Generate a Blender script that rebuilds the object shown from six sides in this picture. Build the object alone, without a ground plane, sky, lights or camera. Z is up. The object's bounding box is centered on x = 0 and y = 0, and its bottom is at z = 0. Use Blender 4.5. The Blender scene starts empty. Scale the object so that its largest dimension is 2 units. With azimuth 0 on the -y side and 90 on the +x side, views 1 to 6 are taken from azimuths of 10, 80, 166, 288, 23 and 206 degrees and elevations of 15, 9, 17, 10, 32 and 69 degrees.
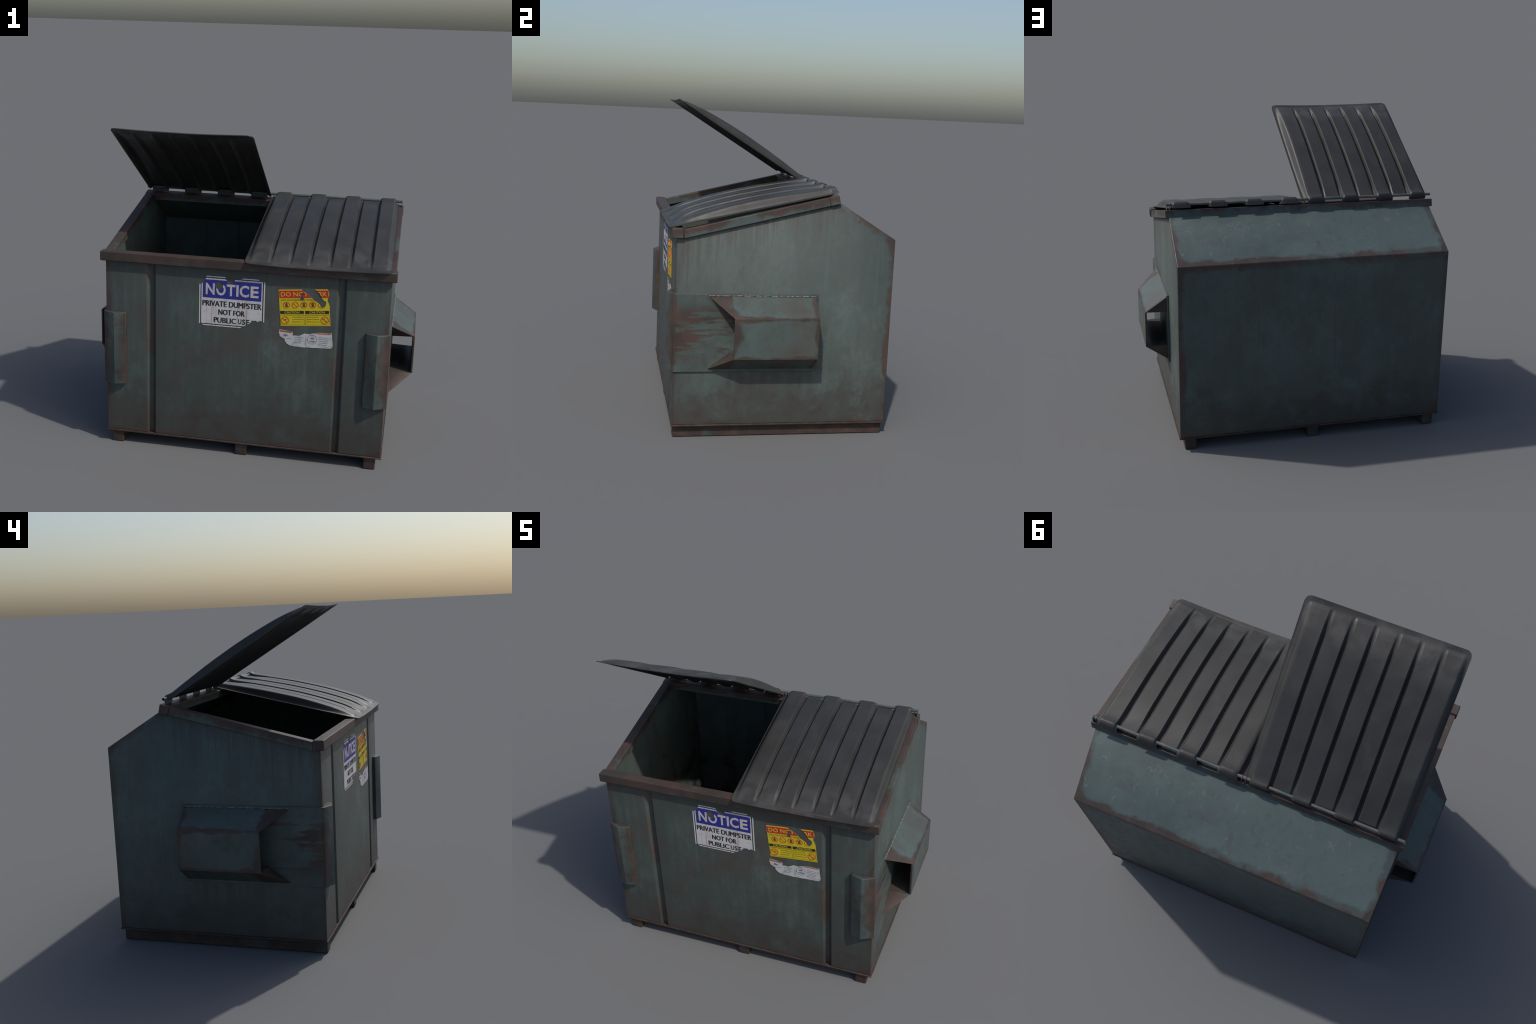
import bpy, bmesh, math, random
from mathutils import Vector, Matrix, noise as mnoise

random.seed(7)

# ------------------------------------------------------------------ node helpers
class NB:
    """Small helper that turns expressions into shader nodes."""
    def __init__(self, name):
        self.mat = bpy.data.materials.new(name)
        self.mat.use_nodes = True
        self.nt = self.mat.node_tree
        self.n, self.l = self.nt.nodes, self.nt.links
        self.bsdf = self.n["Principled BSDF"]
        self.co = self.n.new("ShaderNodeTexCoord").outputs["Object"]
        s = self.n.new("ShaderNodeSeparateXYZ")
        self.l.new(self.co, s.inputs[0])
        self.x, self.y, self.z = s.outputs

    def put(self, sock, v):
        if isinstance(v, bpy.types.NodeSocket):
            self.l.new(v, sock)
        else:
            sock.default_value = v

    def m(self, op, a, b=0.0, c=0.0, clamp=False):
        nd = self.n.new("ShaderNodeMath")
        nd.operation = op
        nd.use_clamp = clamp
        for i, v in enumerate((a, b, c)):
            if i < len(nd.inputs):
                self.put(nd.inputs[i], v)
        return nd.outputs[0]

    def add(self, a, b): return self.m('ADD', a, b)
    def sub(self, a, b): return self.m('SUBTRACT', a, b)
    def mul(self, a, b): return self.m('MULTIPLY', a, b)

    def sm(self, v, lo, hi, a=0.0, b=1.0):
        nd = self.n.new("ShaderNodeMapRange")
        nd.interpolation_type = 'SMOOTHSTEP'
        for i, q in enumerate((v, lo, hi, a, b)):
            self.put(nd.inputs[i], q)
        return nd.outputs[0]

    def noise(self, scale=5.0, stretch=(1, 1, 1), detail=5.0, rough=0.6, shift=(0, 0, 0), dist=0.0):
        mp = self.n.new("ShaderNodeMapping")
        self.l.new(self.co, mp.inputs[0])
        mp.inputs["Location"].default_value = shift
        mp.inputs["Scale"].default_value = stretch
        t = self.n.new("ShaderNodeTexNoise")
        self.l.new(mp.outputs[0], t.inputs["Vector"])
        t.inputs["Scale"].default_value = scale
        t.inputs["Detail"].default_value = detail
        t.inputs["Roughness"].default_value = rough
        t.inputs["Distortion"].default_value = dist
        return t.outputs["Fac"]

    def mix(self, fac, a, b, mode='MIX'):
        nd = self.n.new("ShaderNodeMix")
        nd.data_type = 'RGBA'
        nd.blend_type = mode
        self.put(nd.inputs[0], fac)
        for s, v in ((nd.inputs[6], a), (nd.inputs[7], b)):
            self.put(s, (*v, 1.0) if isinstance(v, tuple) else v)
        return nd.outputs[2]

    def bump(self, h, strength=0.3, dist=0.004):
        b = self.n.new("ShaderNodeBump")
        b.inputs["Strength"].default_value = strength
        b.inputs["Distance"].default_value = dist
        self.l.new(h, b.inputs["Height"])
        self.l.new(b.outputs[0], self.bsdf.inputs["Normal"])

    def done(self, col, rough=0.6, spec=0.4):
        self.put(self.bsdf.inputs["Base Color"], (*col, 1.0) if isinstance(col, tuple) else col)
        self.put(self.bsdf.inputs["Roughness"], rough)
        self.bsdf.inputs["Specular IOR Level"].default_value = spec
        return self.mat


# paint / rust palette
TEAL = (0.070, 0.094, 0.087)
TEAL_PALE = (0.088, 0.119, 0.115)
TEAL_DEEP = (0.050, 0.071, 0.067)
GREY_DIRT = (0.068, 0.070, 0.064)
DIRT = (0.044, 0.042, 0.037)
RUST = (0.068, 0.041, 0.033)
RUST_HOT = (0.095, 0.051, 0.034)
RUST_DARK = (0.043, 0.031, 0.027)


def rust_colour(b):
    c = b.mix(b.sm(b.noise(9, detail=6, shift=(3, 1, 2)), 0.35, 0.65), RUST_DARK, RUST)
    return b.mix(b.sm(b.noise(22, detail=5, shift=(5, 7, 1)), 0.58, 0.75, 0, 0.8), c, RUST_HOT)


def paint_colour(b, fresh=0.0):
    c = b.mix(b.sm(b.noise(1.7, detail=5, shift=(1, 4, 2)), 0.32, 0.68), TEAL_DEEP, TEAL)
    c = b.mix(b.sm(b.noise(3.2, detail=6, rough=0.6, shift=(8, 2, 6)), 0.46, 0.74, 0, 0.65), c, TEAL_PALE)
    c = b.mix(b.sm(b.noise(9.0, detail=8, rough=0.7, shift=(2, 9, 3)), 0.52, 0.72, 0, 0.22), c, GREY_DIRT)
    c = b.mix(b.sm(b.noise(34.0, detail=5, rough=0.75, shift=(4, 9, 3)), 0.48, 0.70, 0, 0.45), c, TEAL_DEEP)
    c = b.mix(b.sm(b.noise(15.0, detail=8, rough=0.75, shift=(7, 1, 3)), 0.50, 0.66, 0, 0.5), c, (0.053, 0.060, 0.054))
    return c


def hopper_paint():
    b = NB("weathered_teal_paint")
    ax = b.m('ABSOLUTE', b.x)
    c = paint_colour(b)
    # rain streaks running down from the rim
    top = b.add(b.mul(b.y, 0.244), 1.36)               # height of the rail at this depth
    below = b.sub(top, b.z)
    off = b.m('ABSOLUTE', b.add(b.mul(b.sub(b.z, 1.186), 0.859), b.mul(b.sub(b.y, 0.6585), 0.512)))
    wall = b.sm(off, 0.004, 0.03)                      # not on the slanted panel
    st = b.add(b.mul(b.noise(1.0, (58, 58, 1.1), detail=6, rough=0.7), 0.72), b.mul(b.noise(4.0, detail=5), 0.28))
    reach = b.sm(below, 0.02, 0.34, 0.14, -0.07)
    c = b.mix(b.mul(wall, b.sm(b.add(st, reach), 0.52, 0.68, 0, 0.80)), c, DIRT)
    st2 = b.noise(1.0, (60, 60, 1.2), detail=5, rough=0.7, shift=(4, 2, 0))
    c = b.mix(b.mul(wall, b.sm(st2, 0.52, 0.70, 0, 0.35)), c, TEAL_PALE)
    st3 = b.noise(1.0, (22, 22, 0.5), detail=4, rough=0.6, shift=(1, 7, 3))
    c = b.mix(b.mul(wall, b.sm(b.add(st3, b.sm(below, 0.0, 0.45, 0.06, -0.06)), 0.60, 0.70, 0, 0.5)), c, RUST_DARK)
    # slanted panel mixed towards a paler, bluer teal
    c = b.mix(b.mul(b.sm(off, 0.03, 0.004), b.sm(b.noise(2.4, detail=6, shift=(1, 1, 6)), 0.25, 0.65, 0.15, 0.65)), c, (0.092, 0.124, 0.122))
    # scattered scabs of old rust on the slanted panel
    scab = b.noise(5.0, (1.4, .7, .7), detail=8, rough=0.66, shift=(4, 4, 1), dist=0.6)
    c = b.mix(b.mul(b.sm(off, 0.03, 0.004), b.sm(scab, 0.575, 0.66, 0, 0.55)), c, (0.075, 0.066, 0.068))
    spots = b.noise(11.0, (1.2, .8, .8), detail=8, rough=0.72, shift=(6, 2, 1))
    c = b.mix(b.mul(b.sm(off, 0.03, 0.004), b.sm(spots, 0.54, 0.68, 0, 0.6)), c, (0.056, 0.082, 0.074))
    nick = b.noise(30.0, (1, .6, .6), detail=4, rough=0.6, shift=(1, 2, 7), dist=1.0)
    c = b.mix(b.mul(b.sm(off, 0.03, 0.004), b.sm(nick, 0.63, 0.66, 0, 0.7)), c, (0.125, 0.135, 0.128))
    # grey road film over the upright walls
    gf = b.noise(5.0, (1, 1, .6), detail=9, rough=0.75, shift=(2, 2, 9))
    c = b.mix(b.mul(wall, b.sm(gf, 0.42, 0.62, 0.0, 0.75)), c, (0.051, 0.062, 0.055))
    # darker tone laid over the front face, broken by vertical runs
    fn = b.add(b.mul(b.noise(3.4, (1, 1, .7), detail=9, rough=0.74, shift=(7, 3, 1)), 0.62),
               b.mul(b.noise(1.0, (20, 20, 1.0), detail=6, rough=0.65, shift=(3, 3, 6)), 0.42))
    film = b.mul(b.sm(b.y, -0.55, -0.60), b.sm(fn, 0.44, 0.58, 0.05, 0.85))
    c = b.mix(film, c, (0.044, 0.052, 0.048))
    br = b.mul(b.sm(b.y, -0.55, -0.60), b.sm(b.noise(3.6, detail=9, rough=0.75, shift=(1, 5, 5)), 0.48, 0.64, 0, 0.75))
    c = b.mix(br, c, (0.058, 0.047, 0.041))
    # splashed mud and old rust in clouds over the lower third
    low = b.sm(b.z, 0.05, 0.65, 0.16, -0.16)
    cl = b.noise(5.5, detail=9, rough=0.75, shift=(6, 3, 9))
    c = b.mix(b.sm(b.add(cl, low), 0.40, 0.66, 0, 0.8), c, DIRT)
    cl2 = b.noise(7.0, detail=8, rough=0.7, shift=(2, 5, 4))
    c = b.mix(b.sm(b.add(cl2, b.mul(low, 0.6)), 0.56, 0.70, 0, 0.5), c, RUST_DARK)
    # a few clear patches where the mud has flaked
    c = b.mix(b.mul(b.sm(b.z, 0.6, 0.4), b.sm(b.noise(9.0, detail=7, rough=.7, shift=(5, 8, 2)), 0.54, 0.72, 0, 0.35)), c, TEAL)
    # drip stains under the fork pockets
    dr = b.noise(1.0, (30, 30, 1.4), detail=4, shift=(9, 1, 1))
    zone = b.mul(b.sm(b.z, 0.12, 0.40), b.mul(b.sm(b.z, 0.43, 0.41), b.mul(b.sm(b.y, -0.36, -0.26), b.sm(b.y, 0.26, 0.14))))
    c = b.mix(b.mul(zone, b.sm(dr, 0.36, 0.62, 0, 0.7)), c, DIRT)
    # small chips
    ch = b.noise(34, detail=3, shift=(7, 7, 2))
    c = b.mix(b.sm(ch, 0.66, 0.74, 0, 0.6), c, RUST)
    # rust creeping in from the folded edges
    def near(d, w):
        return b.sm(d, 0.0, w, 1.0, 0.0)
    dx = b.sub(0.848, ax)
    dyf = b.add(b.y, 0.615)
    dyb = b.sub(0.6585, b.y)
    # slanted plane through the ridge (y .655, z 1.186)
    ds = b.m('ABSOLUTE', b.add(b.mul(b.sub(b.z, 1.186), 0.859), b.mul(b.sub(b.y, 0.6585), 0.512)))
    dz = b.sub(b.z, 0.078)
    wide = 0.062
    tot = near(dx, wide)
    for d, w in ((dyf, 0.035), (dyb, wide), (ds, wide), (dz, 0.05)):
        tot = b.add(tot, near(d, w))
    edge = b.sub(tot, 1.0)
    en = b.noise(5.0, detail=7, rough=0.66, shift=(3, 3, 8))
    en2 = b.noise(16.0, detail=5, rough=0.66, shift=(1, 3, 8))
    e = b.add(edge, b.add(b.mul(b.sub(en, 0.52), 2.8), b.mul(b.sub(en2, 0.5), 1.8)))
    patch = b.sm(b.noise(1.9, detail=4, shift=(9, 5, 2)), 0.38, 0.62, -0.45, 0.25)
    mask = b.sm(b.add(e, patch), 0.66, 0.98)
    mask = b.m('MULTIPLY', mask, b.sm(edge, 0.06, 0.35), clamp=True)
    rc = rust_colour(b)
    c = b.mix(b.mul(b.sm(e, 0.10, 0.70, 0, 0.6), b.sm(edge, 0.02, 0.4)), c, DIRT)
    c = b.mix(b.mul(mask, 0.92), c, rc)
    # rust beside the pressed grooves of the front
    g = b.mul(near(b.m('ABSOLUTE', b.sub(ax, 0.567)), 0.075), b.sm(b.y, -0.58, -0.60))
    ge = b.add(g, b.mul(b.sub(b.noise(4.2, (1, 1, .8), detail=6, shift=(5, 5, 5)), 0.5), 2.6))
    c = b.mix(b.mul(b.sm(ge, 0.85, 1.2, 0, 0.75), b.sm(g, 0.05, 0.5)), c, rc)
    b.bump(b.noise(60, detail=4), 0.12, 0.002)
    return b.done(c, b.sm(b.noise(28, detail=7, rough=.75), 0.35, 0.65, 0.42, 0.58), 0.5)


def plate_paint():
    """Fork plates: teal, scraped to rust in horizontal bands."""
    b = NB("scraped_teal_paint")
    c = paint_colour(b)
    rc = rust_colour(b)
    c = b.mix(b.sm(b.noise(5, detail=8, rough=.7, shift=(1, 2, 8)), 0.48, 0.66, 0, 0.75), c, (0.048, 0.048, 0.043))
    # loose rust clouds on the folded bumpers
    bump = b.sm(b.y, -0.60, -0.622)
    bn = b.noise(6.5, (1, 1, .7), detail=8, rough=0.7, shift=(4, 4, 4))
    c = b.mix(b.mul(bump, b.sm(bn, 0.50, 0.62, 0, 0.75)), c, RUST_DARK)
    c = b.mix(b.mul(bump, b.sm(b.noise(9, detail=7, shift=(8, 1, 4)), 0.58, 0.68, 0, 0.7)), c, rc)
    # the forks wear the open length ahead of the pocket
    sc = b.noise(1.0, (8, 2.6, 20), detail=8, rough=0.72, shift=(0, 3, 1))
    big = b.noise(1.0, (3, 1.4, 7.5), detail=3, rough=0.5, shift=(2, 3, 5))
    inz = b.mul(b.sm(b.z, 0.43, 0.55), b.sm(b.z, 0.84, 0.72))
    iny = b.mul(b.sm(b.y, -0.18, -0.34), b.sm(b.y, -0.66, -0.625))
    bias = b.add(b.sm(b.y, -0.62, -0.38, 0.10, -0.03), b.mul(b.sub(big, 0.5), 0.45))
    c = b.mix(b.mul(b.mul(inz, iny), b.sm(b.add(sc, bias), 0.51, 0.57, 0, 0.95)), c, rc)
    # the worn bend
    dd = b.m('ABSOLUTE', b.add(b.y, 0.622))
    ed = b.sm(dd, 0.0, 0.035, 1, 0)
    ee = b.add(ed, b.mul(b.sub(b.noise(6, detail=7, rough=.7, shift=(4, 4, 4)), 0.5), 2.6))
    c = b.mix(b.mul(b.sm(ee, 0.55, 0.95, 0, 0.8), b.sm(ed, .05, .4)), c, rc)
    b.bump(b.noise(50, detail=4), 0.15, 0.002)
    return b.done(c, 0.5, 0.4)


def pocket_paint():
    b = NB("rusted_teal_paint")
    ax = b.m('ABSOLUTE', b.x)
    c = paint_colour(b)
    rc = rust_colour(b)
    c = b.mix(b.sm(b.add(b.noise(3.6, detail=7, shift=(2, 2, 7)), b.sm(b.y, -0.05, 0.12, -0.06, 0.08)), 0.50, 0.64, 0, 0.7), c, (0.070, 0.066, 0.060))
    e1 = b.sm(b.sub(1.0, ax), 0.0, 0.05, 1, 0)
    fold = b.m('MINIMUM', b.m('ABSOLUTE', b.sub(b.z, 0.747)), b.m('ABSOLUTE', b.sub(b.z, 0.513)))
    e2 = b.sm(fold, 0.0, 0.05, 1, 0)
    ey = b.m('MAXIMUM', b.sm(b.y, 0.13, 0.197), b.sm(b.y, -0.20, -0.30))
    edge = b.m('MAXIMUM', b.mul(e1, e2), ey)
    ee = b.add(edge, b.mul(b.sub(b.noise(6, detail=7, shift=(1, 8, 4)), 0.5), 2.6))
    c = b.mix(b.mul(b.sm(ee, 0.55, 0.9, 0, 0.9), b.sm(edge, 0.03, 0.4)), c, rc)
    c = b.mix(b.sm(b.noise(11, detail=6, shift=(9, 8, 4)), 0.60, 0.70, 0, 0.55), c, RUST)
    c = b.mix(b.sm(b.add(b.noise(4, detail=6, shift=(3, 1, 4)), b.sm(b.z, 0.40, 0.60, 0.14, -0.05)), 0.54, 0.68, 0, 0.6), c, DIRT)
    lipw = b.mul(b.sm(b.y, -0.286, -0.296), b.sm(b.noise(8, detail=7, rough=.7, shift=(3, 3, 3)), 0.30, 0.55, 0.25, 0.9))
    c = b.mix(lipw, c, rc)
    # darker brown inside the sleeve
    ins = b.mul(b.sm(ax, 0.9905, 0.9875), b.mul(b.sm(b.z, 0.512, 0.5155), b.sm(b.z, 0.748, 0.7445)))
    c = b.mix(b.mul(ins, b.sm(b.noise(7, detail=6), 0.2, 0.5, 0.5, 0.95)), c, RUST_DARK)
    b.bump(b.noise(50, detail=4), 0.15, 0.002)
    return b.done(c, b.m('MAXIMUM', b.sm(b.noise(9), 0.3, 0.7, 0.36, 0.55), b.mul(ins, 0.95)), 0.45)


def rim_paint():
    b = NB("rusty_rim_paint")
    c = paint_colour(b)
    rc = rust_colour(b)
    n1 = b.noise(5.0, detail=8, rough=0.66, shift=(5, 1, 3))
    n2 = b.noise(18.0, (1, 1, .5), detail=5, rough=0.6, shift=(2, 1, 3))
    v = b.add(b.mul(n1, 0.75), b.mul(n2, 0.35))
    # worn most along the front bar and the upper edges
    topz = b.add(b.mul(b.y, 0.244), 1.362)
    up = b.sm(b.sub(topz, b.z), 0.0, 0.05, 0.09, -0.07)
    front = b.sm(b.y, -0.50, -0.60, 0.0, 0.05)
    back = b.sm(b.y, 0.15, 0.25, 0.0, -0.02)
    v = b.add(b.add(v, b.add(up, back)), front)
    c = b.mix(b.sm(v, 0.49, 0.62, 0, 0.95), c, rc)
    c = b.mix(b.sm(b.noise(7, detail=6, shift=(8, 8, 1)), 0.58, 0.70, 0, 0.6), c, DIRT)
    b.bump(b.noise(70, detail=4), 0.15, 0.002)
    return b.done(c, 0.58, 0.4)


def skid_paint():
    b = NB("rusty_skid_paint")
    c = b.mix(b.sm(b.noise(6, detail=7), 0.52, 0.68), RUST_DARK, TEAL_DEEP)
    c = b.mix(b.sm(b.noise(14, detail=6, shift=(3, 2, 1)), 0.46, 0.64), c, RUST)
    return b.done(c, 0.7, 0.3)


def interior_paint():
    b = NB("grimy_interior_paint")
    c = b.mix(b.sm(b.noise(3, detail=6), 0.35, 0.65), TEAL_DEEP, TEAL)
    c = b.mix(b.sm(b.noise(5.0, detail=9, rough=.78, shift=(2, 1, 2)), 0.44, 0.62, 0, 0.75), c, (0.066, 0.062, 0.054))
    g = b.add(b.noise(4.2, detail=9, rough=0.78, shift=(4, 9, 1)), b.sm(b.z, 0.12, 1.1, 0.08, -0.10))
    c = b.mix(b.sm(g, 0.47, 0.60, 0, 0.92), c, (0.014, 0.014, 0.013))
    st = b.noise(1.0, (22, 22, 0.8), detail=5, rough=0.7)
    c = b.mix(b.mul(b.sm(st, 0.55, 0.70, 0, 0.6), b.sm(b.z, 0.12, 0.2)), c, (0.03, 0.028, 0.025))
    c = b.mix(b.sm(b.noise(14, detail=6, shift=(1, 1, 9)), 0.62, 0.72, 0, 0.6), c, RUST_DARK)
    # floor colour lightened for the patch of sun on it, plus pale specks
    fl = b.sm(b.z, 0.14, 0.10)
    c = b.mix(b.mul(fl, b.sm(b.noise(4.5, detail=7, rough=.7, shift=(6, 2, 0)), 0.40, 0.58, 0, 0.85)), c, (0.105, 0.095, 0.082))
    c = b.mix(b.mul(fl, b.sm(b.noise(22, detail=6, rough=.75, shift=(3, 2, 0)), 0.56, 0.64, 0, 0.9)), c, (0.26, 0.25, 0.22))
    return b.done(c, 0.7, 0.25)


def lid_plastic():
    b = NB("black_lid_plastic")
    c = b.mix(b.sm(b.noise(4, detail=6), 0.35, 0.65), (0.029, 0.0285, 0.028), (0.037, 0.0365, 0.0355))
    c = b.mix(b.sm(b.noise(6, (1, .7, .7), detail=7, rough=.65, shift=(2, 6, 1)), 0.50, 0.70, 0, 0.5), c, (0.052, 0.051, 0.049))
    c = b.mix(b.sm(b.noise(24, detail=5, shift=(2, 2, 2)), 0.60, 0.72, 0, 0.35), c, (0.022, 0.022, 0.022))
    # dusty, rubbed patches on the pads near the front lip (lid's own axes: y runs to the hinge)
    rub = b.mul(b.sm(b.y, -0.70, -0.86), b.sm(b.noise(7, detail=5, shift=(9, 3, 3)), 0.44, 0.64, 0, 0.55))
    c = b.mix(rub, c, (0.075, 0.074, 0.071))
    b.bump(b.noise(90, detail=3), 0.08, 0.002)
    return b.done(c, b.sm(b.noise(7), 0.3, 0.7, 0.44, 0.58), 0.4)


def rod_steel():
    b = NB("worn_rod_steel")
    c = b.mix(b.sm(b.noise(16, (.5, 1, 1), detail=5), 0.45, 0.62), (0.060, 0.085, 0.080), (0.12, 0.10, 0.095))
    return b.done(c, 0.55, 0.35)


def weld_metal():
    b = NB("pale_weld_metal")
    c = b.mix(b.sm(b.noise(45, detail=4), 0.42, 0.6), (0.075, 0.09, 0.085), (0.20, 0.19, 0.17))
    return b.done(c, 0.5, 0.45)


def print_ink(name, col, streak=(0.34, 0.24, 0.20), amount=0.0, dirt=0.35):
    b = NB(name)
    c = b.mix(b.sm(b.noise(26, detail=6), 0.45, 0.70, 0, dirt), tuple(col), tuple(q * 0.62 for q in col))
    if amount > 0:
        st = b.noise(1.0, (42, 1, 0.7), detail=3, rough=0.5, shift=(2.4, 0, 0))
        c = b.mix(b.sm(st, 0.55, 0.66, 0, amount), c, streak)
    return b.done(c, 0.5, 0.4)


# ------------------------------------------------------------------ mesh helpers
def mesh_obj(name, bm, mats, parent=None, smooth=None):
    me = bpy.data.meshes.new(name)
    bm.normal_update()
    bm.to_mesh(me)
    bm.free()
    for m in mats:
        me.materials.append(m)
    ob = bpy.data.objects.new(name, me)
    bpy.context.scene.collection.objects.link(ob)
    if parent is not None:
        ob.parent = parent
    if smooth is not None:
        for p in me.polygons:
            p.use_smooth = True
        me.set_sharp_from_angle(angle=math.radians(smooth))
    return ob


def bevel(ob, w, seg=2, ang=35):
    md = ob.modifiers.new("bevel", 'BEVEL')
    md.width = w
    md.segments = seg
    md.limit_method = 'ANGLE'
    md.angle_limit = math.radians(ang)
    md.use_clamp_overlap = True
    for p in ob.data.polygons:
        p.use_smooth = True
    ob.data.set_sharp_from_angle(angle=math.radians(50))
    return ob


def prism(bm, poly, axis_map, lo, hi, mat=0):
    """Extrude a 2-D polygon between lo and hi; axis_map(u, v, t) -> xyz."""
    a = [bm.verts.new(axis_map(u, v, lo)) for u, v in poly]
    c = [bm.verts.new(axis_map(u, v, hi)) for u, v in poly]
    fs = [bm.faces.new(a), bm.faces.new(list(reversed(c)))]
    n = len(poly)
    for i in range(n):
        fs.append(bm.faces.new((a[i], c[i], c[(i + 1) % n], a[(i + 1) % n])))
    for f in fs:
        f.material_index = mat
    bmesh.ops.recalc_face_normals(bm, faces=fs)
    return fs


def box(bm, x0, x1, y0, y1, z0, z1):
    return prism(bm, [(x0, y0), (x1, y0), (x1, y1), (x0, y1)], lambda u, v, t: (u, v, t), z0, z1)


def poly_solid(bm, faces):
    """faces: lists of xyz tuples sharing corners."""
    vs = {}
    out = []
    for f in faces:
        out.append(bm.faces.new([vs.setdefault(p, None) or vs.__setitem__(p, bm.verts.new(p)) or vs[p] for p in f]))
    bmesh.ops.recalc_face_normals(bm, faces=out)
    return out


# ------------------------------------------------------------------ materials
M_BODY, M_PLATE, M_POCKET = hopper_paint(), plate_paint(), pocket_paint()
M_RIM, M_SKID, M_IN = rim_paint(), skid_paint(), interior_paint()
M_LID, M_ROD, M_WELD = lid_plastic(), rod_steel(), weld_metal()
M_WHITE = print_ink("sign_white", (0.56, 0.55, 0.56), (0.38, 0.28, 0.24), 0.75, 0.45)
M_BLUE = print_ink("sign_blue", (0.022, 0.028, 0.24), (0.06, 0.04, 0.16), 0.35)
M_BLACK = print_ink("sign_black", (0.022, 0.020, 0.020))
M_CREAM = print_ink("sign_cream", (0.52, 0.47, 0.46), (0.42, 0.33, 0.30), 0.6)
M_YELLOW = print_ink("sticker_yellow", (0.60, 0.47, 0.015))
M_RED = print_ink("sticker_red", (0.50, 0.025, 0.03))
M_ORANGE = print_ink("sticker_orange", (0.48, 0.12, 0.02), dirt=0.8)
M_RINGRED = print_ink("sticker_ring_red", (0.55, 0.10, 0.02))
M_OLIVE = print_ink("sticker_olive", (0.22, 0.17, 0.012))
M_GREYINK = print_ink("sticker_grey", (0.20, 0.20, 0.21))
M_PAPER = print_ink("sticker_paper", (0.52, 0.52, 0.53), dirt=0.9)

# ------------------------------------------------------------------ the dumpster
root = bpy.data.objects.new("dumpster", None)
bpy.context.scene.collection.objects.link(root)
root["label"] = "weathered teal steel dumpster with ribbed black plastic lids"
root["category"] = "dumpster"

W = 0.848                                 # half width of the hopper
YF, YB = -0.615, 0.6585                     # front and back walls
ZB = 0.082                                 # underside of the hopper
RIDGE = (0.6585, 1.186)
PANEL_TOP = (0.300, 1.403)
SLOPE = 0.245                              # of the rim, per metre of depth
TILT = math.atan(SLOPE)


def wall_top(y):
    return 1.196 + SLOPE * (y + 0.567)


# ---- hopper shell: one welded skin, thickened inwards
bm = bmesh.new()
gx, gh, gb, gd = 0.567, 0.027, 0.012, 0.020     # pressed grooves of the front
front_line = [(-W, YF)]
for c in (-gx, gx):
    front_line += [(c - gh, YF), (c - gb, YF + gd), (c + gb, YF + gd), (c + gh, YF)]
front_line.append((W, YF))
lo = [bm.verts.new((x, y, ZB)) for x, y in front_line]
hi = [bm.verts.new((x, y, wall_top(YF))) for x, y in front_line]
for i in range(len(lo) - 1):
    bm.faces.new((lo[i], lo[i + 1], hi[i + 1], hi[i]))
back = {}
for s in (-1, 1):
    back[s] = [bm.verts.new((s * W, YB, ZB)), bm.verts.new((s * W, RIDGE[0], RIDGE[1])),
               bm.verts.new((s * W, PANEL_TOP[0], PANEL_TOP[1]))]
bm.faces.new((lo[-1], back[1][0], back[1][1], back[1][2], hi[-1]))
bm.faces.new((hi[0], back[-1][2], back[-1][1], back[-1][0], lo[0]))
bm.faces.new((back[1][0], back[-1][0], back[-1][1], back[1][1]))
bm.faces.new((back[1][1], back[-1][1], back[-1][2], back[1][2]))
bm.faces.new(list(reversed(lo)) + [back[-1][0], back[1][0]])
bmesh.ops.recalc_face_normals(bm, faces=bm.faces)
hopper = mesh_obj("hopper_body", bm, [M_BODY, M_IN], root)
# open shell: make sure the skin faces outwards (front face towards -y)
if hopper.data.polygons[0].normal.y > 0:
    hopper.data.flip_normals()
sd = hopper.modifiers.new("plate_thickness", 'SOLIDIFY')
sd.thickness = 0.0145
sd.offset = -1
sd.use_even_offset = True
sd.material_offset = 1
bevel(hopper, 0.004, 2, 25)

# ---- base flange and skids
bm = bmesh.new()
box(bm, -0.8535, 0.8535, -0.621, 0.6635, 0.073, 0.0825)
bevel(mesh_obj("base_flange", bm, [M_SKID], root), 0.002)
skid_mesh = None
for x in (-0.783, 0.0, 0.783):
    bm = bmesh.new()
    box(bm, x - 0.035, x + 0.035, -0.609, 0.651, 0.0, 0.0735)
    bevel(mesh_obj("skid", bm, [M_SKID], root), 0.004)

# ---- rim: front bar, two sloping rails, back bar
bm = bmesh.new()
prism(bm, [(-0.641, 1.175), (-0.578, 1.175), (-0.578, 1.2325), (-0.641, 1.233)], lambda u, v, t: (t, u, v), -0.875, 0.875)
front_bar = bevel(mesh_obj("rim_bar", bm, [M_RIM], root), 0.006, 3)
n = Vector((0, -math.sin(TILT), math.cos(TILT)))
d = Vector((0, math.cos(TILT), math.sin(TILT)))
P0 = Vector((0, 0.301, 1.4395))                     # top rear edge of the rim


def rim_pt(x, s, h):
    """s metres forward of the rear edge along the slope, h below the top."""
    p = P0 - d * s - n * h
    return (x, p.y, p.z)


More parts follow.
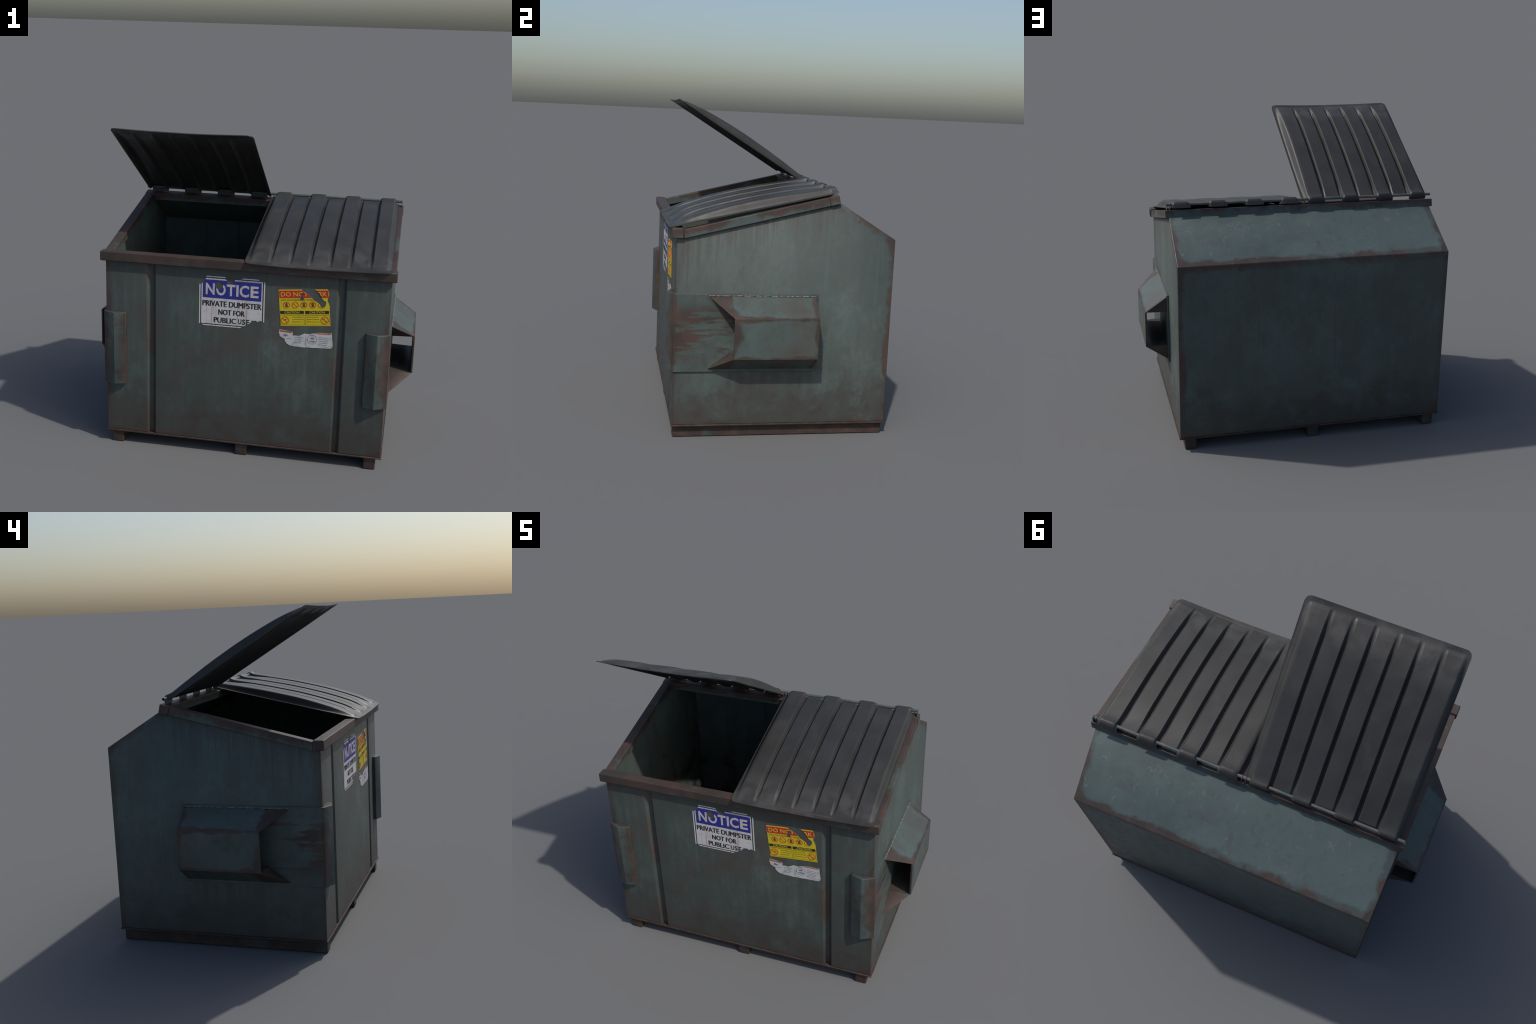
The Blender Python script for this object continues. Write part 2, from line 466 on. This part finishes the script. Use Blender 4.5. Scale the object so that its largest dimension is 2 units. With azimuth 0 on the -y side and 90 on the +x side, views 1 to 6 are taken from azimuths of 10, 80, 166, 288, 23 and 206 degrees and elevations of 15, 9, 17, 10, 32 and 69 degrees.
bm = bmesh.new()
prism(bm, [(0, 0), (0.058, 0), (0.058, 0.049), (0, 0.049)], lambda u, v, t: rim_pt(t, u, v), -0.870, 0.870)
bevel(mesh_obj("rim_bar", bm, [M_RIM], root), 0.003, 3)
for s in (-1, 1):
    bm = bmesh.new()
    prism(bm, [(s * 0.867, 0.0008), (s * 0.809, 0.0008), (s * 0.809, 0.049), (s * 0.867, 0.049)],
          lambda u, v, t: rim_pt(u, t, v), 0.0585, 0.912)
    bevel(mesh_obj("rim_rail", bm, [M_RIM], root), 0.003, 3)

# ---- fork pockets, plates and bumper ridges
def bead(name, p0, p1, parent, r=0.0045, seed=0):
    rnd = random.Random(seed)
    bm = bmesh.new()
    L = (Vector(p1) - Vector(p0)).length
    k = int(L / 0.004)
    rings = []
    side = (Vector(p1) - Vector(p0)).normalized()
    a = side.orthogonal().normalized()
    c = side.cross(a)
    for i in range(k + 1):
        q = Vector(p0).lerp(Vector(p1), i / k)
        rr = r * (0.75 + 0.35 * math.sin(i * 1.1) * rnd.uniform(0.4, 1) + 0.35 * mnoise.noise(Vector((i * .13, seed, 0))))
        q = q + Vector((0, 0, 0.002 * mnoise.noise(Vector((i * .1, seed + 3, 0)))))
        rings.append([bm.verts.new(q + (a * math.cos(t) + c * math.sin(t)) * rr) for t in [j * math.tau / 7 for j in range(7)]])
    for i in range(k):
        for j in range(7):
            bm.faces.new((rings[i][j], rings[i][(j + 1) % 7], rings[i + 1][(j + 1) % 7], rings[i + 1][j]))
    bm.faces.new(rings[0])
    bm.faces.new(rings[-1])
    bmesh.ops.recalc_face_normals(bm, faces=bm.faces)
    return mesh_obj(name, bm, [M_WELD], parent, smooth=60)


for s in (-1, 1):
    # plate wrapped along the side wall
    bm = bmesh.new()
    prism(bm, [(-0.6225, 0.402), (0.212, 0.402), (0.212, 0.8595), (-0.6225, 0.8595)],
          lambda u, v, t: (s * t, u, v), 0.846, 0.860)
    plate = bevel(mesh_obj("reinforcement_plate", bm, [M_PLATE], root), 0.002)
    # roof-shaped bumper folded round the front corner
    bm = bmesh.new()
    prism(bm, [(s * 0.8455, -0.6135), (s * 0.8455, -0.6225), (s * 0.8597, -0.6227), (s * 0.787, -0.6585), (s * 0.7195, -0.6345), (s * 0.7195, -0.6135)], lambda u, v, t: (u, v, t), 0.4022, 0.8593)
    bevel(mesh_obj("corner_bumper", bm, [M_PLATE], root), 0.003, 2, 20)

    # sleeve: outer plate with a wedge above and below
    bm = bmesh.new()
    prism(bm, [(-0.291, 0.511), (0.195, 0.511), (0.195, 0.749), (-0.291, 0.749)], lambda u, v, t: (s * t, u, v), 0.989, 1.0)
    xi, xo = 0.8585, 0.9985
    for zo, zi, zt, f in ((0.513, 0.417, 0.517, -1), (0.747, 0.846, 0.743, 1)):
        A, A2 = (s * xo, -0.291, zo), (s * xo, 0.195, zo)
        B, B2 = (s * xi, -0.425, zi), (s * xi, 0.197, zi)
        C, C2 = (s * xi, -0.297, zt), (s * xi, 0.195, zt)
        poly_solid(bm, [[A, B, C], [A2, B2, C2], [A, A2, B2, B], [A, A2, C2, C], [B, B2, C2, C]])
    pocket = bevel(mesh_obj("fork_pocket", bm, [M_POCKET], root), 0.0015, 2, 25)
    bead("weld_bead", (s * 0.861, -0.424, 0.8485), (s * 0.861, 0.196, 0.8485), pocket, 0.0042, 3 + s)

# ---- hinge rod and its brackets
HY, HZ = 0.279, 1.466
bm = bmesh.new()
RO, RI = 0.0088, 0.0058
rings = []
for x, r in ((-0.862, RI), (-0.862, RO), (0.861, RO), (0.861, RI)):
    rings.append([bm.verts.new((x, HY + r * math.cos(t), HZ + r * math.sin(t))) for t in [k * math.tau / 20 for k in range(20)]])
for a, c in zip(rings, rings[1:] + rings[:1]):
    for k in range(20):
        bm.faces.new((a[k], a[(k + 1) % 20], c[(k + 1) % 20], c[k]))
bmesh.ops.recalc_face_normals(bm, faces=bm.faces)
mesh_obj("hinge_rod", bm, [M_ROD], root, smooth=40)

bm = bmesh.new()
prof = [(0.266, 1.424), (0.297, 1.430)] + [(HY + 0.012 * math.cos(t), HZ + 0.012 * math.sin(t)) for t in [math.radians(q) for q in (-10, 20, 50, 80, 110, 140, 170, 195)]]
prism(bm, prof, lambda u, v, t: (t, u, v), -0.0022, 0.0022)
br = bevel(mesh_obj("hinge_bracket", bm, [M_ROD], root), 0.0008)
br.location.x = -0.012
for x in (0.010, 0.838, 0.858):
    o = br.copy()
    o.location.x = x
    bpy.context.scene.collection.objects.link(o)

# ------------------------------------------------------------------ lids
LID_L = 0.968          # hinge axis to front edge
OUTER, INNER = 0.412, 0.4295      # from the lid's axis to its outer and inner side edge
BAND = 0.1143          # pitch of the seven bands
BOUND = [BAND * (k - 2.5) for k in range(6)]          # six channels between them
KNOTS = [(0.0, -0.004), (0.03, -0.001), (0.06, 0.004), (0.11, 0.0115), (0.20, 0.0225), (0.35, 0.0305), (0.49, 0.0320),
         (0.66, 0.0275), (0.84, 0.0170), (0.98, 0.006), (1.0, 0.005)]      # crest of the ribs


def interp(tab, f):
    for (a, va), (c, vc) in zip(tab, tab[1:]):
        if f <= c:
            t = (f - a) / (c - a)
            return va + (vc - va) * t
    return tab[-1][1]


def crown(f):
    e = 0.05
    return sum(interp(KNOTS, min(1, max(0, f + o * e))) for o in (-1, -.5, 0, .5, 1)) / 5 if f > 0.05 else interp(KNOTS, f)


def edge_line(f):
    """Height of the flange along the sides."""
    return -0.004 - 0.0135 * f


def sst(a, c, v):
    t = min(1, max(0, (v - a) / (c - a)))
    return t * t * (3 - 2 * t)


def lid_levels(f):
    e, c = edge_line(f), crown(f)
    ends = sst(0.024, 0.045, f)
    rib = e + (c + 0.0035 - e) * ends + 0.007 * sst(0.955, 1.0, f)
    val = e + (c + 0.0005 - e) * sst(0.0, 0.06, f) - 0.009 * sst(0.80, 0.985, f)
    chan = val - 0.0205 * sst(0.015, 0.20, f) * (1 - 0.62 * sst(0.84, 1.0, f))
    return e, rib, val, max(chan, e - 0.003)


def lid_height(x, s, under=False):
    """x: across from the lid's axis (positive = towards the other lid)."""
    f = 1 - s / LID_L
    e, rib_h, val_h, chan = lid_levels(f)
    k = int(math.floor(x / BAND + 3.5))
    h = rib_h if k % 2 == 0 else val_h
    dmin = min(abs(x - q) for q in BOUND)
    if dmin < 0.0165 and abs(x) < 0.37:
        t = min(1.0, max(0.0, (dmin - 0.0020) / 0.0135))
        h = chan + (h - chan) * (0.5 * t + 0.5 * t * t * (3 - 2 * t))
    lo, hi = (0.388, 0.420) if x > 0 else (0.379, 0.405)
    if abs(x) > 0.372:                                  # flank down to the flange
        h = h + (e - h) * sst(lo, hi, abs(x))
    if under:                                           # hollow moulding, thinner towards its edges
        side = 1 - sst(0.36, hi, abs(x))
        h -= 0.0050 + 0.0120 * side * sst(0.02, 0.10, f) * (1 - sst(0.93, 0.985, f))
    ext = INNER if x > 0 else OUTER
    h -= 0.010 * (1 - min(1, (x / ext) ** 2)) * (1 - sst(0.0, 0.16, f))   # front edge sags
    return h


def build_lid(name, cx, angle, skew, seed, flip, splay):
    """flip = +1: the inner (wider) side points to +x."""
    xs = set([-OUTER, INNER, -0.4085, 0.4245, -0.372, 0.372])
    for q in BOUND:
        for o in (-0.0170, -0.0155, -0.0130, -0.0105, -0.008, -0.0055, -0.0035, -0.0018, 0, 0.0018, 0.0035, 0.0055, 0.008, 0.0105, 0.0130, 0.0155, 0.0170):
            xs.add(round(q + o, 5))
    for i in range(8):
        xs.add(round(-0.379 - 0.026 * i / 7, 5))
        xs.add(round(0.388 + 0.032 * i / 7, 5))
    for k in range(7):
        for o in (-0.02, 0.0, 0.02):
            xs.add(round(BAND * (k - 3) + o, 5))
    xs = sorted(xs)
    S0 = 0.0115
    ss = [S0 + (LID_L - S0) * (i / 64) for i in range(56)]
    ss += [ss[-1] + (LID_L - ss[-1]) * (i / 26) for i in range(1, 27)]
    bm = bmesh.new()
    R = 0.034
    ph = seed * 3.7
    bottom = {}                                         # top vertex -> its partner underneath
    grid = []
    for s in ss:
        row = []
        for x in xs:
            ext = INNER if x > 0 else OUTER
            smax = LID_L
            if abs(x) > ext - R:
                smax = LID_L - (R - math.sqrt(max(0, R * R - (abs(x) - ext + R) ** 2)))
            t = s - (LID_L - smax) * sst(0.70 * LID_L, LID_L, s)
            wob = 0.0012 * mnoise.noise(Vector((x * 6, s * 5, ph)))
            xx = (x + splay * (s / LID_L) * sst(0.36, INNER, x)) * flip
            v = bm.verts.new((xx, -t, lid_height(x, s) + wob))
            bottom[v] = bm.verts.new((xx, -t, lid_height(x, s, True) + wob))
            row.append(v)
        grid.append(row)
    top = []
    for i in range(len(ss) - 1):
        for j in range(len(xs) - 1):
            top.append((grid[i][j], grid[i + 1][j], grid[i + 1][j + 1], grid[i][j + 1]))
    # tabs: every rib carries on over the hinge rod and curls down behind it
    path = [(0.006, 0.0185), (0.0, 0.0185), (-0.006, 0.0165), (-0.013, 0.0115), (-0.0175, 0.005), (-0.020, -0.004), (-0.0240, -0.022)]
    for r in (-3, -1, 1, 3):
        cb = r * BAND
        cols = [j for j, x in enumerate(xs) if abs(x - cb) <= 0.0572]
        prev = [grid[0][j] for j in cols]
        for m, (ps, ph2) in enumerate(path):
            nrm = Vector((0, -ps, ph2)).normalized()     # away from the rod
            cur = []
            for j in cols:
                off = abs(xs[j] - cb)
                lower = 0.010 * sst(0.040, 0.057, off) * (1 - 0.8 * sst(2, 6, m))
                p = Vector((0, -ps, ph2)) - nrm * lower
                q = p - nrm * 0.0042
                xx = (cb + (xs[j] - cb) * (0.93 + 0.09 * sst(1, 6, m))) * flip
                v = bm.verts.new((xx, p.y, p.z))
                bottom[v] = bm.verts.new((xx, q.y, q.z))
                cur.append(v)
            for a in range(len(cols) - 1):
                top.append((cur[a], prev[a], prev[a + 1], cur[a + 1]))
            prev = cur
    edges = {}
    for f in top:
        bm.faces.new(f)
        bm.faces.new([bottom[v] for v in reversed(f)])
        for a, c in zip(f, f[1:] + f[:1]):
            edges.setdefault(frozenset((a, c)), []).append((a, c))
    for k, v in edges.items():                           # close the rim of the sheet
        if len(v) == 1:
            a, c = v[0]
            bm.faces.new((c, a, bottom[a], bottom[c]))
    bmesh.ops.recalc_face_normals(bm, faces=bm.faces)
    ob = mesh_obj(name, bm, [M_LID], root, smooth=34)
    ob.matrix_world = (Matrix.Translation((cx, HY, HZ)) @ Matrix.Rotation(angle, 4, 'X')
                       @ Matrix.Rotation(skew, 4, 'Z'))
    return ob


build_lid("lid", 0.4285, math.radians(13.66), math.radians(0.3), 1, -1, 0.003)
build_lid("lid", -0.4310, math.radians(-30.5), math.radians(0.55), 2, 1, 0.006)

# ------------------------------------------------------------------ signs and stickers
YS = YF - 0.0008


def to_front(u, v, t):
    return (u, YS - t, v)


def jag(poly, step, amp, seed):
    out = []
    nn = len(poly)
    for i in range(nn):
        a, c = Vector(poly[i]), Vector(poly[(i + 1) % nn])
        k = max(1, int((c - a).length / step))
        nrm = Vector((-(c - a).y, (c - a).x)).normalized()
        for j in range(k):
            q = a.lerp(c, j / k)
            q = q + nrm * amp * (mnoise.noise(Vector((q.x * 90, q.y * 90, seed))) + 0.5 * mnoise.noise(Vector((q.x * 240, q.y * 240, seed))))
            out.append((q.x, q.y))
    return out


def blob(cx, cy, rx, ry, seed, amp=0.25, k=40):
    out = []
    for i in range(k):
        t = i * math.tau / k
        w = 1 + amp * mnoise.noise(Vector((math.cos(t) * 1.6, math.sin(t) * 1.6, seed)))
        out.append((cx + rx * w * math.cos(t), cy + ry * w * math.sin(t)))
    return out


def rot(points, c, ang):
    ca, sa = math.cos(ang), math.sin(ang)
    return [(c[0] + u * ca - v * sa, c[1] + u * sa + v * ca) for u, v in points]


def rect(u0, v0, u1, v1):
    return [(u0, v0), (u1, v0), (u1, v1), (u0, v1)]


def ring_prism(bm, c, ro, ri, t0, t1, k=28):
    rs = []
    for r, t in ((ri, t0), (ro, t0), (ro, t1), (ri, t1)):
        rs.append([bm.verts.new(to_front(c[0] + r * math.cos(i * math.tau / k), c[1] + r * math.sin(i * math.tau / k), t)) for i in range(k)])
    fs = []
    for a, b2 in zip(rs, rs[1:] + rs[:1]):
        for i in range(k):
            fs.append(bm.faces.new((a[i], a[(i + 1) % k], b2[(i + 1) % k], b2[i])))
    bmesh.ops.recalc_face_normals(bm, faces=fs)


def text_into(bm, body, box2, t0, t1, fat=0.0, origin=(0, 0), ang=0.0):
    """Set a word into the rectangle box2 = (u0, v0, u1, v1)."""
    cu = bpy.data.curves.new("word", 'FONT')
    cu.body = body
    cu.size = 1.0
    cu.offset = fat
    cu.extrude = 0.5
    cu.resolution_u = 3
    ob = bpy.data.objects.new("word", cu)
    bpy.context.scene.collection.objects.link(ob)
    dg = bpy.context.evaluated_depsgraph_get()
    me = bpy.data.meshes.new_from_object(ob.evaluated_get(dg))
    xs = [v.co.x for v in me.vertices]
    ys = [v.co.y for v in me.vertices]
    x0, x1, y0, y1 = min(xs), max(xs), min(ys), max(ys)
    u0, v0, u1, v1 = box2
    ca, sa = math.cos(ang), math.sin(ang)
    tmp = bmesh.new()
    tmp.from_mesh(me)
    bmesh.ops.remove_doubles(tmp, verts=tmp.verts, dist=1e-5)
    for v in tmp.verts:
        u = u0 + (v.co.x - x0) / (x1 - x0) * (u1 - u0)
        w = v0 + (v.co.y - y0) / (y1 - y0) * (v1 - v0)
        t = t0 + (v.co.z + 0.5) * (t1 - t0)
        v.co = to_front(origin[0] + u * ca - w * sa, origin[1] + u * sa + w * ca, t)
    bmesh.ops.recalc_face_normals(tmp, faces=tmp.faces)
    m2 = bpy.data.meshes.new("word")
    tmp.to_mesh(m2)
    tmp.free()
    bm.from_mesh(m2)
    bpy.data.objects.remove(ob)
    bpy.data.meshes.remove(me)
    bpy.data.meshes.remove(m2)


def cut(ob, polys):
    """Tear pieces out of a printed layer."""
    bm = bmesh.new()
    for p in polys:
        prism(bm, p, to_front, -0.01, 0.01)
    bmesh.ops.triangulate(bm, faces=[f for f in bm.faces if len(f.verts) > 4])
    c = mesh_obj("cutter", bm, [M_BLACK])
    md = ob.modifiers.new("torn", 'BOOLEAN')
    md.operation = 'DIFFERENCE'
    md.solver = 'EXACT'
    md.use_self = True
    md.object = c
    dg = bpy.context.evaluated_depsgraph_get()
    me = bpy.data.meshes.new_from_object(ob.evaluated_get(dg))
    ob.modifiers.clear()
    old = ob.data
    mats = list(old.materials)
    ob.data = me
    me.name = ob.name
    me.materials.clear()
    for m in mats:
        me.materials.append(m)
    for p in me.polygons:
        p.material_index = 0
    bpy.data.meshes.remove(old)
    bpy.data.objects.remove(c)


def layer(name, polys, t0, t1, mat, parent):
    bm = bmesh.new()
    for p in polys:
        prism(bm, p, to_front, t0, t1)
    bmesh.ops.triangulate(bm, faces=[f for f in bm.faces if len(f.verts) > 4])
    return mesh_obj(name, bm, [mat], parent)


T = 0.0008     # thickness of one printed layer

# --- NOTICE sign: a ground sheet carries the black frame line and white border
tears = [
    jag([(-0.30, 1.14), (-0.30, 1.078), (-0.262, 1.072), (-0.243, 1.088), (-0.232, 1.107), (-0.226, 1.14)], 0.006, 0.002, 1),
    blob(-0.150, 1.073, 0.022, 0.025, 2, 0.3),
    jag([(-0.116, 1.14), (-0.114, 1.112), (-0.102, 1.096), (-0.092, 1.084), (-0.074, 1.085), (-0.062, 1.102), (-0.058, 1.115), (-0.012, 1.122), (-0.008, 1.14)], 0.006, 0.002, 3),
    jag([(-0.022, 0.79), (-0.018, 0.822), (0.004, 0.836), (0.020, 0.848), (0.036, 0.853), (0.048, 0.872), (0.070, 0.874), (0.082, 0.868),
         (0.100, 0.876), (0.117, 0.868), (0.135, 0.872), (0.16, 0.85), (0.15, 0.79)], 0.005, 0.003, 4),
    jag([(0.080, 1.14), (0.086, 1.116), (0.112, 1.112), (0.14, 1.110), (0.14, 1.14)], 0.006, 0.002, 5),
    jag([(-0.30, 0.79), (-0.30, 0.826), (-0.262, 0.830), (-0.240, 0.818), (-0.236, 0.79)], 0.006, 0.002, 6),
]
sign = layer("notice_sign", [rect(-0.258, 0.833, 0.1075, 1.1135)], 0, T, M_WHITE, root)
cut(sign, tears)
header = layer("sign_header", [rect(-0.2495, 0.994, 0.1005, 1.1045)], T * .5, 2 * T, M_BLUE, sign)
cut(header, tears)
frame = layer("sign_border", [rect(-0.2635, 0.8275, -0.2585, 1.119), rect(0.108, 0.8275, 0.1135, 1.119),
                              rect(-0.2584, 1.114, 0.1079, 1.119), rect(-0.2584, 0.8275, 0.1079, 0.8325)], 0, T, M_BLACK, sign)
cut(frame, tears)
edge = layer("sign_edge", [rect(-0.2715, 0.820, -0.264, 1.126), rect(0.114, 0.820, 0.1215, 1.126),
                           rect(-0.2639, 1.1195, 0.1139, 1.126), rect(-0.2639, 0.820, 0.1139, 0.827)], 0, T, M_WHITE, sign)
cut(edge, tears)
bm = bmesh.new()
for ch, u0, u1 in (("N", -0.232, -0.178), ("O", -0.169, -0.112), ("T", -0.106, -0.055), ("I", -0.049, -0.035), ("C", -0.029, 0.027), ("E", 0.036, 0.084)):
    text_into(bm, ch, (u0, 1.013 - (.001 if ch in "OC" else 0), u1, 1.083 + (.001 if ch in "OC" else 0)), 1.5 * T, 3 * T, 0.028)
lettering = mesh_obj("sign_lettering", bm, [M_CREAM], sign)
cut(lettering, tears)
bm = bmesh.new()
for k, dx in enumerate((-0.0017, 0.0, 0.0017)):         # overprinted three times: bold
    t1 = (1.7 + 0.15 * k) * T
    text_into(bm, "PRIVATE DUMPSTER", (-0.250 + dx, 0.943, 0.102 + dx, 0.977), T * .5, t1)
    text_into(bm, "NOT FOR", (-0.153 + dx, 0.893, 0.003 + dx, 0.926), T * .5, t1)
    text_into(bm, "PUBLIC", (-0.180 + dx, 0.843, -0.047 + dx, 0.876), T * .5, t1)
mesh_obj("sign_lettering", bm, [M_BLACK], sign)
bm = bmesh.new()
for ch, u0, u1 in (("U", -0.033, -0.014), ("S", -0.010, 0.010), ("E", 0.0155, 0.034)):
    text_into(bm, ch, (u0, 0.843, u1, 0.876), T * .5, 2 * T, 0.022)
lettering = mesh_obj("sign_lettering", bm, [M_BLACK], sign)
cut(lettering, tears)

# --- yellow caution sticker, stuck on five degrees askew
YC, YA = (0.355, 0.979), math.radians(5.0)
ytear = [
    jag([(0.320, 1.13), (0.322, 1.100), (0.340, 1.080), (0.372, 1.062), (0.392, 1.044), (0.408, 1.030), (0.430, 1.016), (0.444, 1.008),
         (0.449, 0.994), (0.459, 0.987), (0.472, 0.993), (0.479, 1.010), (0.480, 1.026), (0.463, 1.033), (0.452, 1.046), (0.444, 1.066),
         (0.430, 1.079), (0.414, 1.092), (0.410, 1.13)], 0.005, 0.0028, 11),
    jag([(0.326, 1.020), (0.347, 1.022), (0.350, 1.036), (0.340, 1.046), (0.352, 1.062), (0.340, 1.070), (0.330, 1.042)], 0.004, 0.002, 12),
    jag([(0.482, 1.13), (0.486, 1.098), (0.492, 1.085), (0.494, 1.062), (0.489, 1.050), (0.487, 1.036), (0.494, 1.018), (0.501, 1.002), (0.53, 1.0), (0.53, 1.13)], 0.005, 0.002, 13),
    jag([(0.19, 1.10), (0.19, 1.070), (0.200, 1.074), (0.222, 1.083), (0.223, 1.10)], 0.005, 0.002, 14),
]


def yl(u, v):
    return rot([(u, v)], YC, YA)[0]


sticker = layer("caution_sticker", [rot(rect(-0.146, -0.111, 0.147, 0.1105), YC, YA)], 0, T, M_YELLOW, root)
cut(sticker, ytear)
band = layer("sticker_band", [rot(rect(-0.143, 0.060, 0.143, 0.104), YC, YA)], T * .5, 2 * T, M_RED, sticker)
cut(band, ytear)
bm = bmesh.new()
text_into(bm, "DO NOT PARK", (-0.134, 0.069, 0.134, 0.095), 1.5 * T, 3 * T, 0.01, YC, YA)
w = mesh_obj("sticker_lettering", bm, [M_YELLOW], sticker)
cut(w, ytear)
bm = bmesh.new()
text_into(bm, "NO HAZARDOUS WASTE", (-0.132, 0.043, 0.070, 0.054), T * .5, 2 * T, 0.01, YC, YA)
w = mesh_obj("sticker_lettering", bm, [M_OLIVE], sticker)
cut(w, ytear)
bars = layer("sticker_bar", [rot(rect(-0.143, -0.036, -0.004, -0.0185), YC, YA), rot(rect(0.004, -0.036, 0.143, -0.0185), YC, YA)], T * .5, 2 * T, M_BLACK, sticker)
bm = bmesh.new()
text_into(bm, "CAUTION", (-0.118, -0.0330, -0.030, -0.0215), 1.5 * T, 3 * T, 0.01, YC, YA)
text_into(bm, "CAUTION", (0.028, -0.0330, 0.118, -0.0215), 1.5 * T, 3 * T, 0.01, YC, YA)
mesh_obj("sticker_lettering", bm, [M_YELLOW], sticker)
# prohibition rings
bm = bmesh.new()
dark = bmesh.new()
for i in range(5):
    c = yl(-0.103 + 0.051 * i, 0.018)
    ring_prism(bm, c, 0.0200, 0.0165, T * .5, 2.6 * T)
    prism(bm, rot(rect(-0.0165, -0.0014, 0.0165, 0.0014), c, YA + math.radians(-45)), to_front, T * .5, 2.9 * T)
    if i != 1:
        prism(dark, rot(blob(0, 0.006, 0.006, 0.005, i, 0.3, 14), c, YA), to_front, T * .5, 2 * T)
        prism(dark, rot(rect(-0.007, -0.011, 0.007, 0.0015), c, YA), to_front, T * .5, 2.2 * T)
for u in (-0.117, 0.116):
    c = yl(u, -0.075)
    ring_prism(bm, c, 0.0235, 0.0200, T * .5, 2.6 * T)
    prism(bm, rot(rect(-0.0200, -0.0018, 0.0200, 0.0018), c, YA + math.radians(-45)), to_front, T * .5, 2.9 * T)
    prism(dark, rot(rect(0.002, -0.011, 0.012, -0.005) if u > 0 else rect(-0.004, 0.002, 0.009, 0.006), c, YA), to_front, T * .5, 2 * T)
    if u > 0:
        prism(dark, rot(rect(-0.012, 0.003, -0.001, 0.009), c, YA), to_front, T * .5, 2 * T)
w = mesh_obj("sticker_ring", bm, [M_RINGRED], sticker)
cut(w, ytear)
w = mesh_obj("sticker_symbol", dark, [M_BLACK], sticker)
cut(w, ytear)
# small print as ruled lines
bm = bmesh.new()
rnd = random.Random(5)
lines = [(-0.138, -0.043, 0.13), (0.008, -0.043, 0.13)]
for v in (-0.056, -0.070, -0.085):
    lines.append((-0.078 + rnd.uniform(0, .008), v, 0.056 + rnd.uniform(-.004, .008)))
    lines.append((0.012, v, 0.045 + rnd.uniform(-.008, .03)))
for u, v, L in lines:
    prism(bm, rot(rect(u, v - 0.0014, u + L, v + 0.0014), YC, YA), to_front, T * .5, 2 * T)
for u in (-0.1435, 0.0035):
    for q in (rect(u, -0.1035, u + 0.139, -0.1025), rect(u, -0.1035, u + 0.001, -0.038), rect(u + 0.139, -0.1035, u + 0.14, -0.038)):
        prism(bm, rot(q, YC, YA), to_front, T * .5, 2.2 * T)
mesh_obj("sticker_small_print", bm, [M_OLIVE], sticker)["kind"] = "stuff"

# --- torn white warning sticker below it
outline = [(0.214, 0.836), (0.292, 0.826), (0.293, 0.803), (0.312, 0.804), (0.334, 0.806), (0.349, 0.814), (0.360, 0.822), (0.384, 0.820),
           (0.412, 0.826), (0.440, 0.833), (0.470, 0.836), (0.500, 0.834), (0.522, 0.836), (0.525, 0.800), (0.530, 0.762), (0.526, 0.748), (0.514, 0.742),
           (0.440, 0.740), (0.375, 0.737), (0.296, 0.737), (0.272, 0.744), (0.257, 0.752), (0.248, 0.768), (0.249, 0.779), (0.233, 0.783),
           (0.218, 0.794), (0.211, 0.812)]
warn = layer("warning_sticker", [jag(outline, 0.005, 0.0025, 21)], 0, T, M_PAPER, root)
layer("sticker_band", [jag([(0.2165, 0.8345), (0.290, 0.8250), (0.290, 0.8185), (0.216, 0.8215)], 0.006, 0.001, 22),
                       jag([(0.414, 0.8265), (0.440, 0.832), (0.470, 0.8345), (0.500, 0.8325), (0.520, 0.8345), (0.520, 0.8285), (0.47, 0.827)], 0.004, 0.0022, 23)],
      T * .5, 2 * T, M_ORANGE, warn)
bm = bmesh.new()
ring_prism(bm, (0.409, 0.790), 0.0285, 0.0262, T * .5, 2 * T)
prism(bm, blob(0.409, 0.797, 0.012, 0.006, 31, 0.8, 20), to_front, T * .5, 2.3 * T)
prism(bm, blob(0.411, 0.779, 0.017, 0.004, 33, 0.6, 20), to_front, T * .5, 2.3 * T)
prism(bm, blob(0.252, 0.803, 0.013, 0.006, 35, 0.8, 20), to_front, T * .5, 2.3 * T)
text_into(bm, "WARNING", (0.230, 0.8225, 0.284, 0.8300), 1.5 * T, 3 * T, 0.01)
mesh_obj("sticker_symbol", bm, [M_GREYINK], warn)
bm = bmesh.new()
rnd = random.Random(9)
for k in range(5):
    for u, L in ((0.300, 0.06), (0.446, 0.065)):
        if k == 0 and u < 0.4:
            continue
        v = 0.806 - 0.011 * k
        prism(bm, rect(u + rnd.uniform(0, .004), v - 0.0010, u + L * rnd.uniform(.7, 1), v + 0.0010), to_front, T * .5, 2 * T)
prism(bm, rect(0.256, 0.782, 0.288, 0.7845), to_front, T * .5, 2 * T)
prism(bm, rect(0.372, 0.745, 0.373, 0.812), to_front, T * .5, 2 * T)
mesh_obj("sticker_small_print", bm, [M_GREYINK], warn)["kind"] = "stuff"
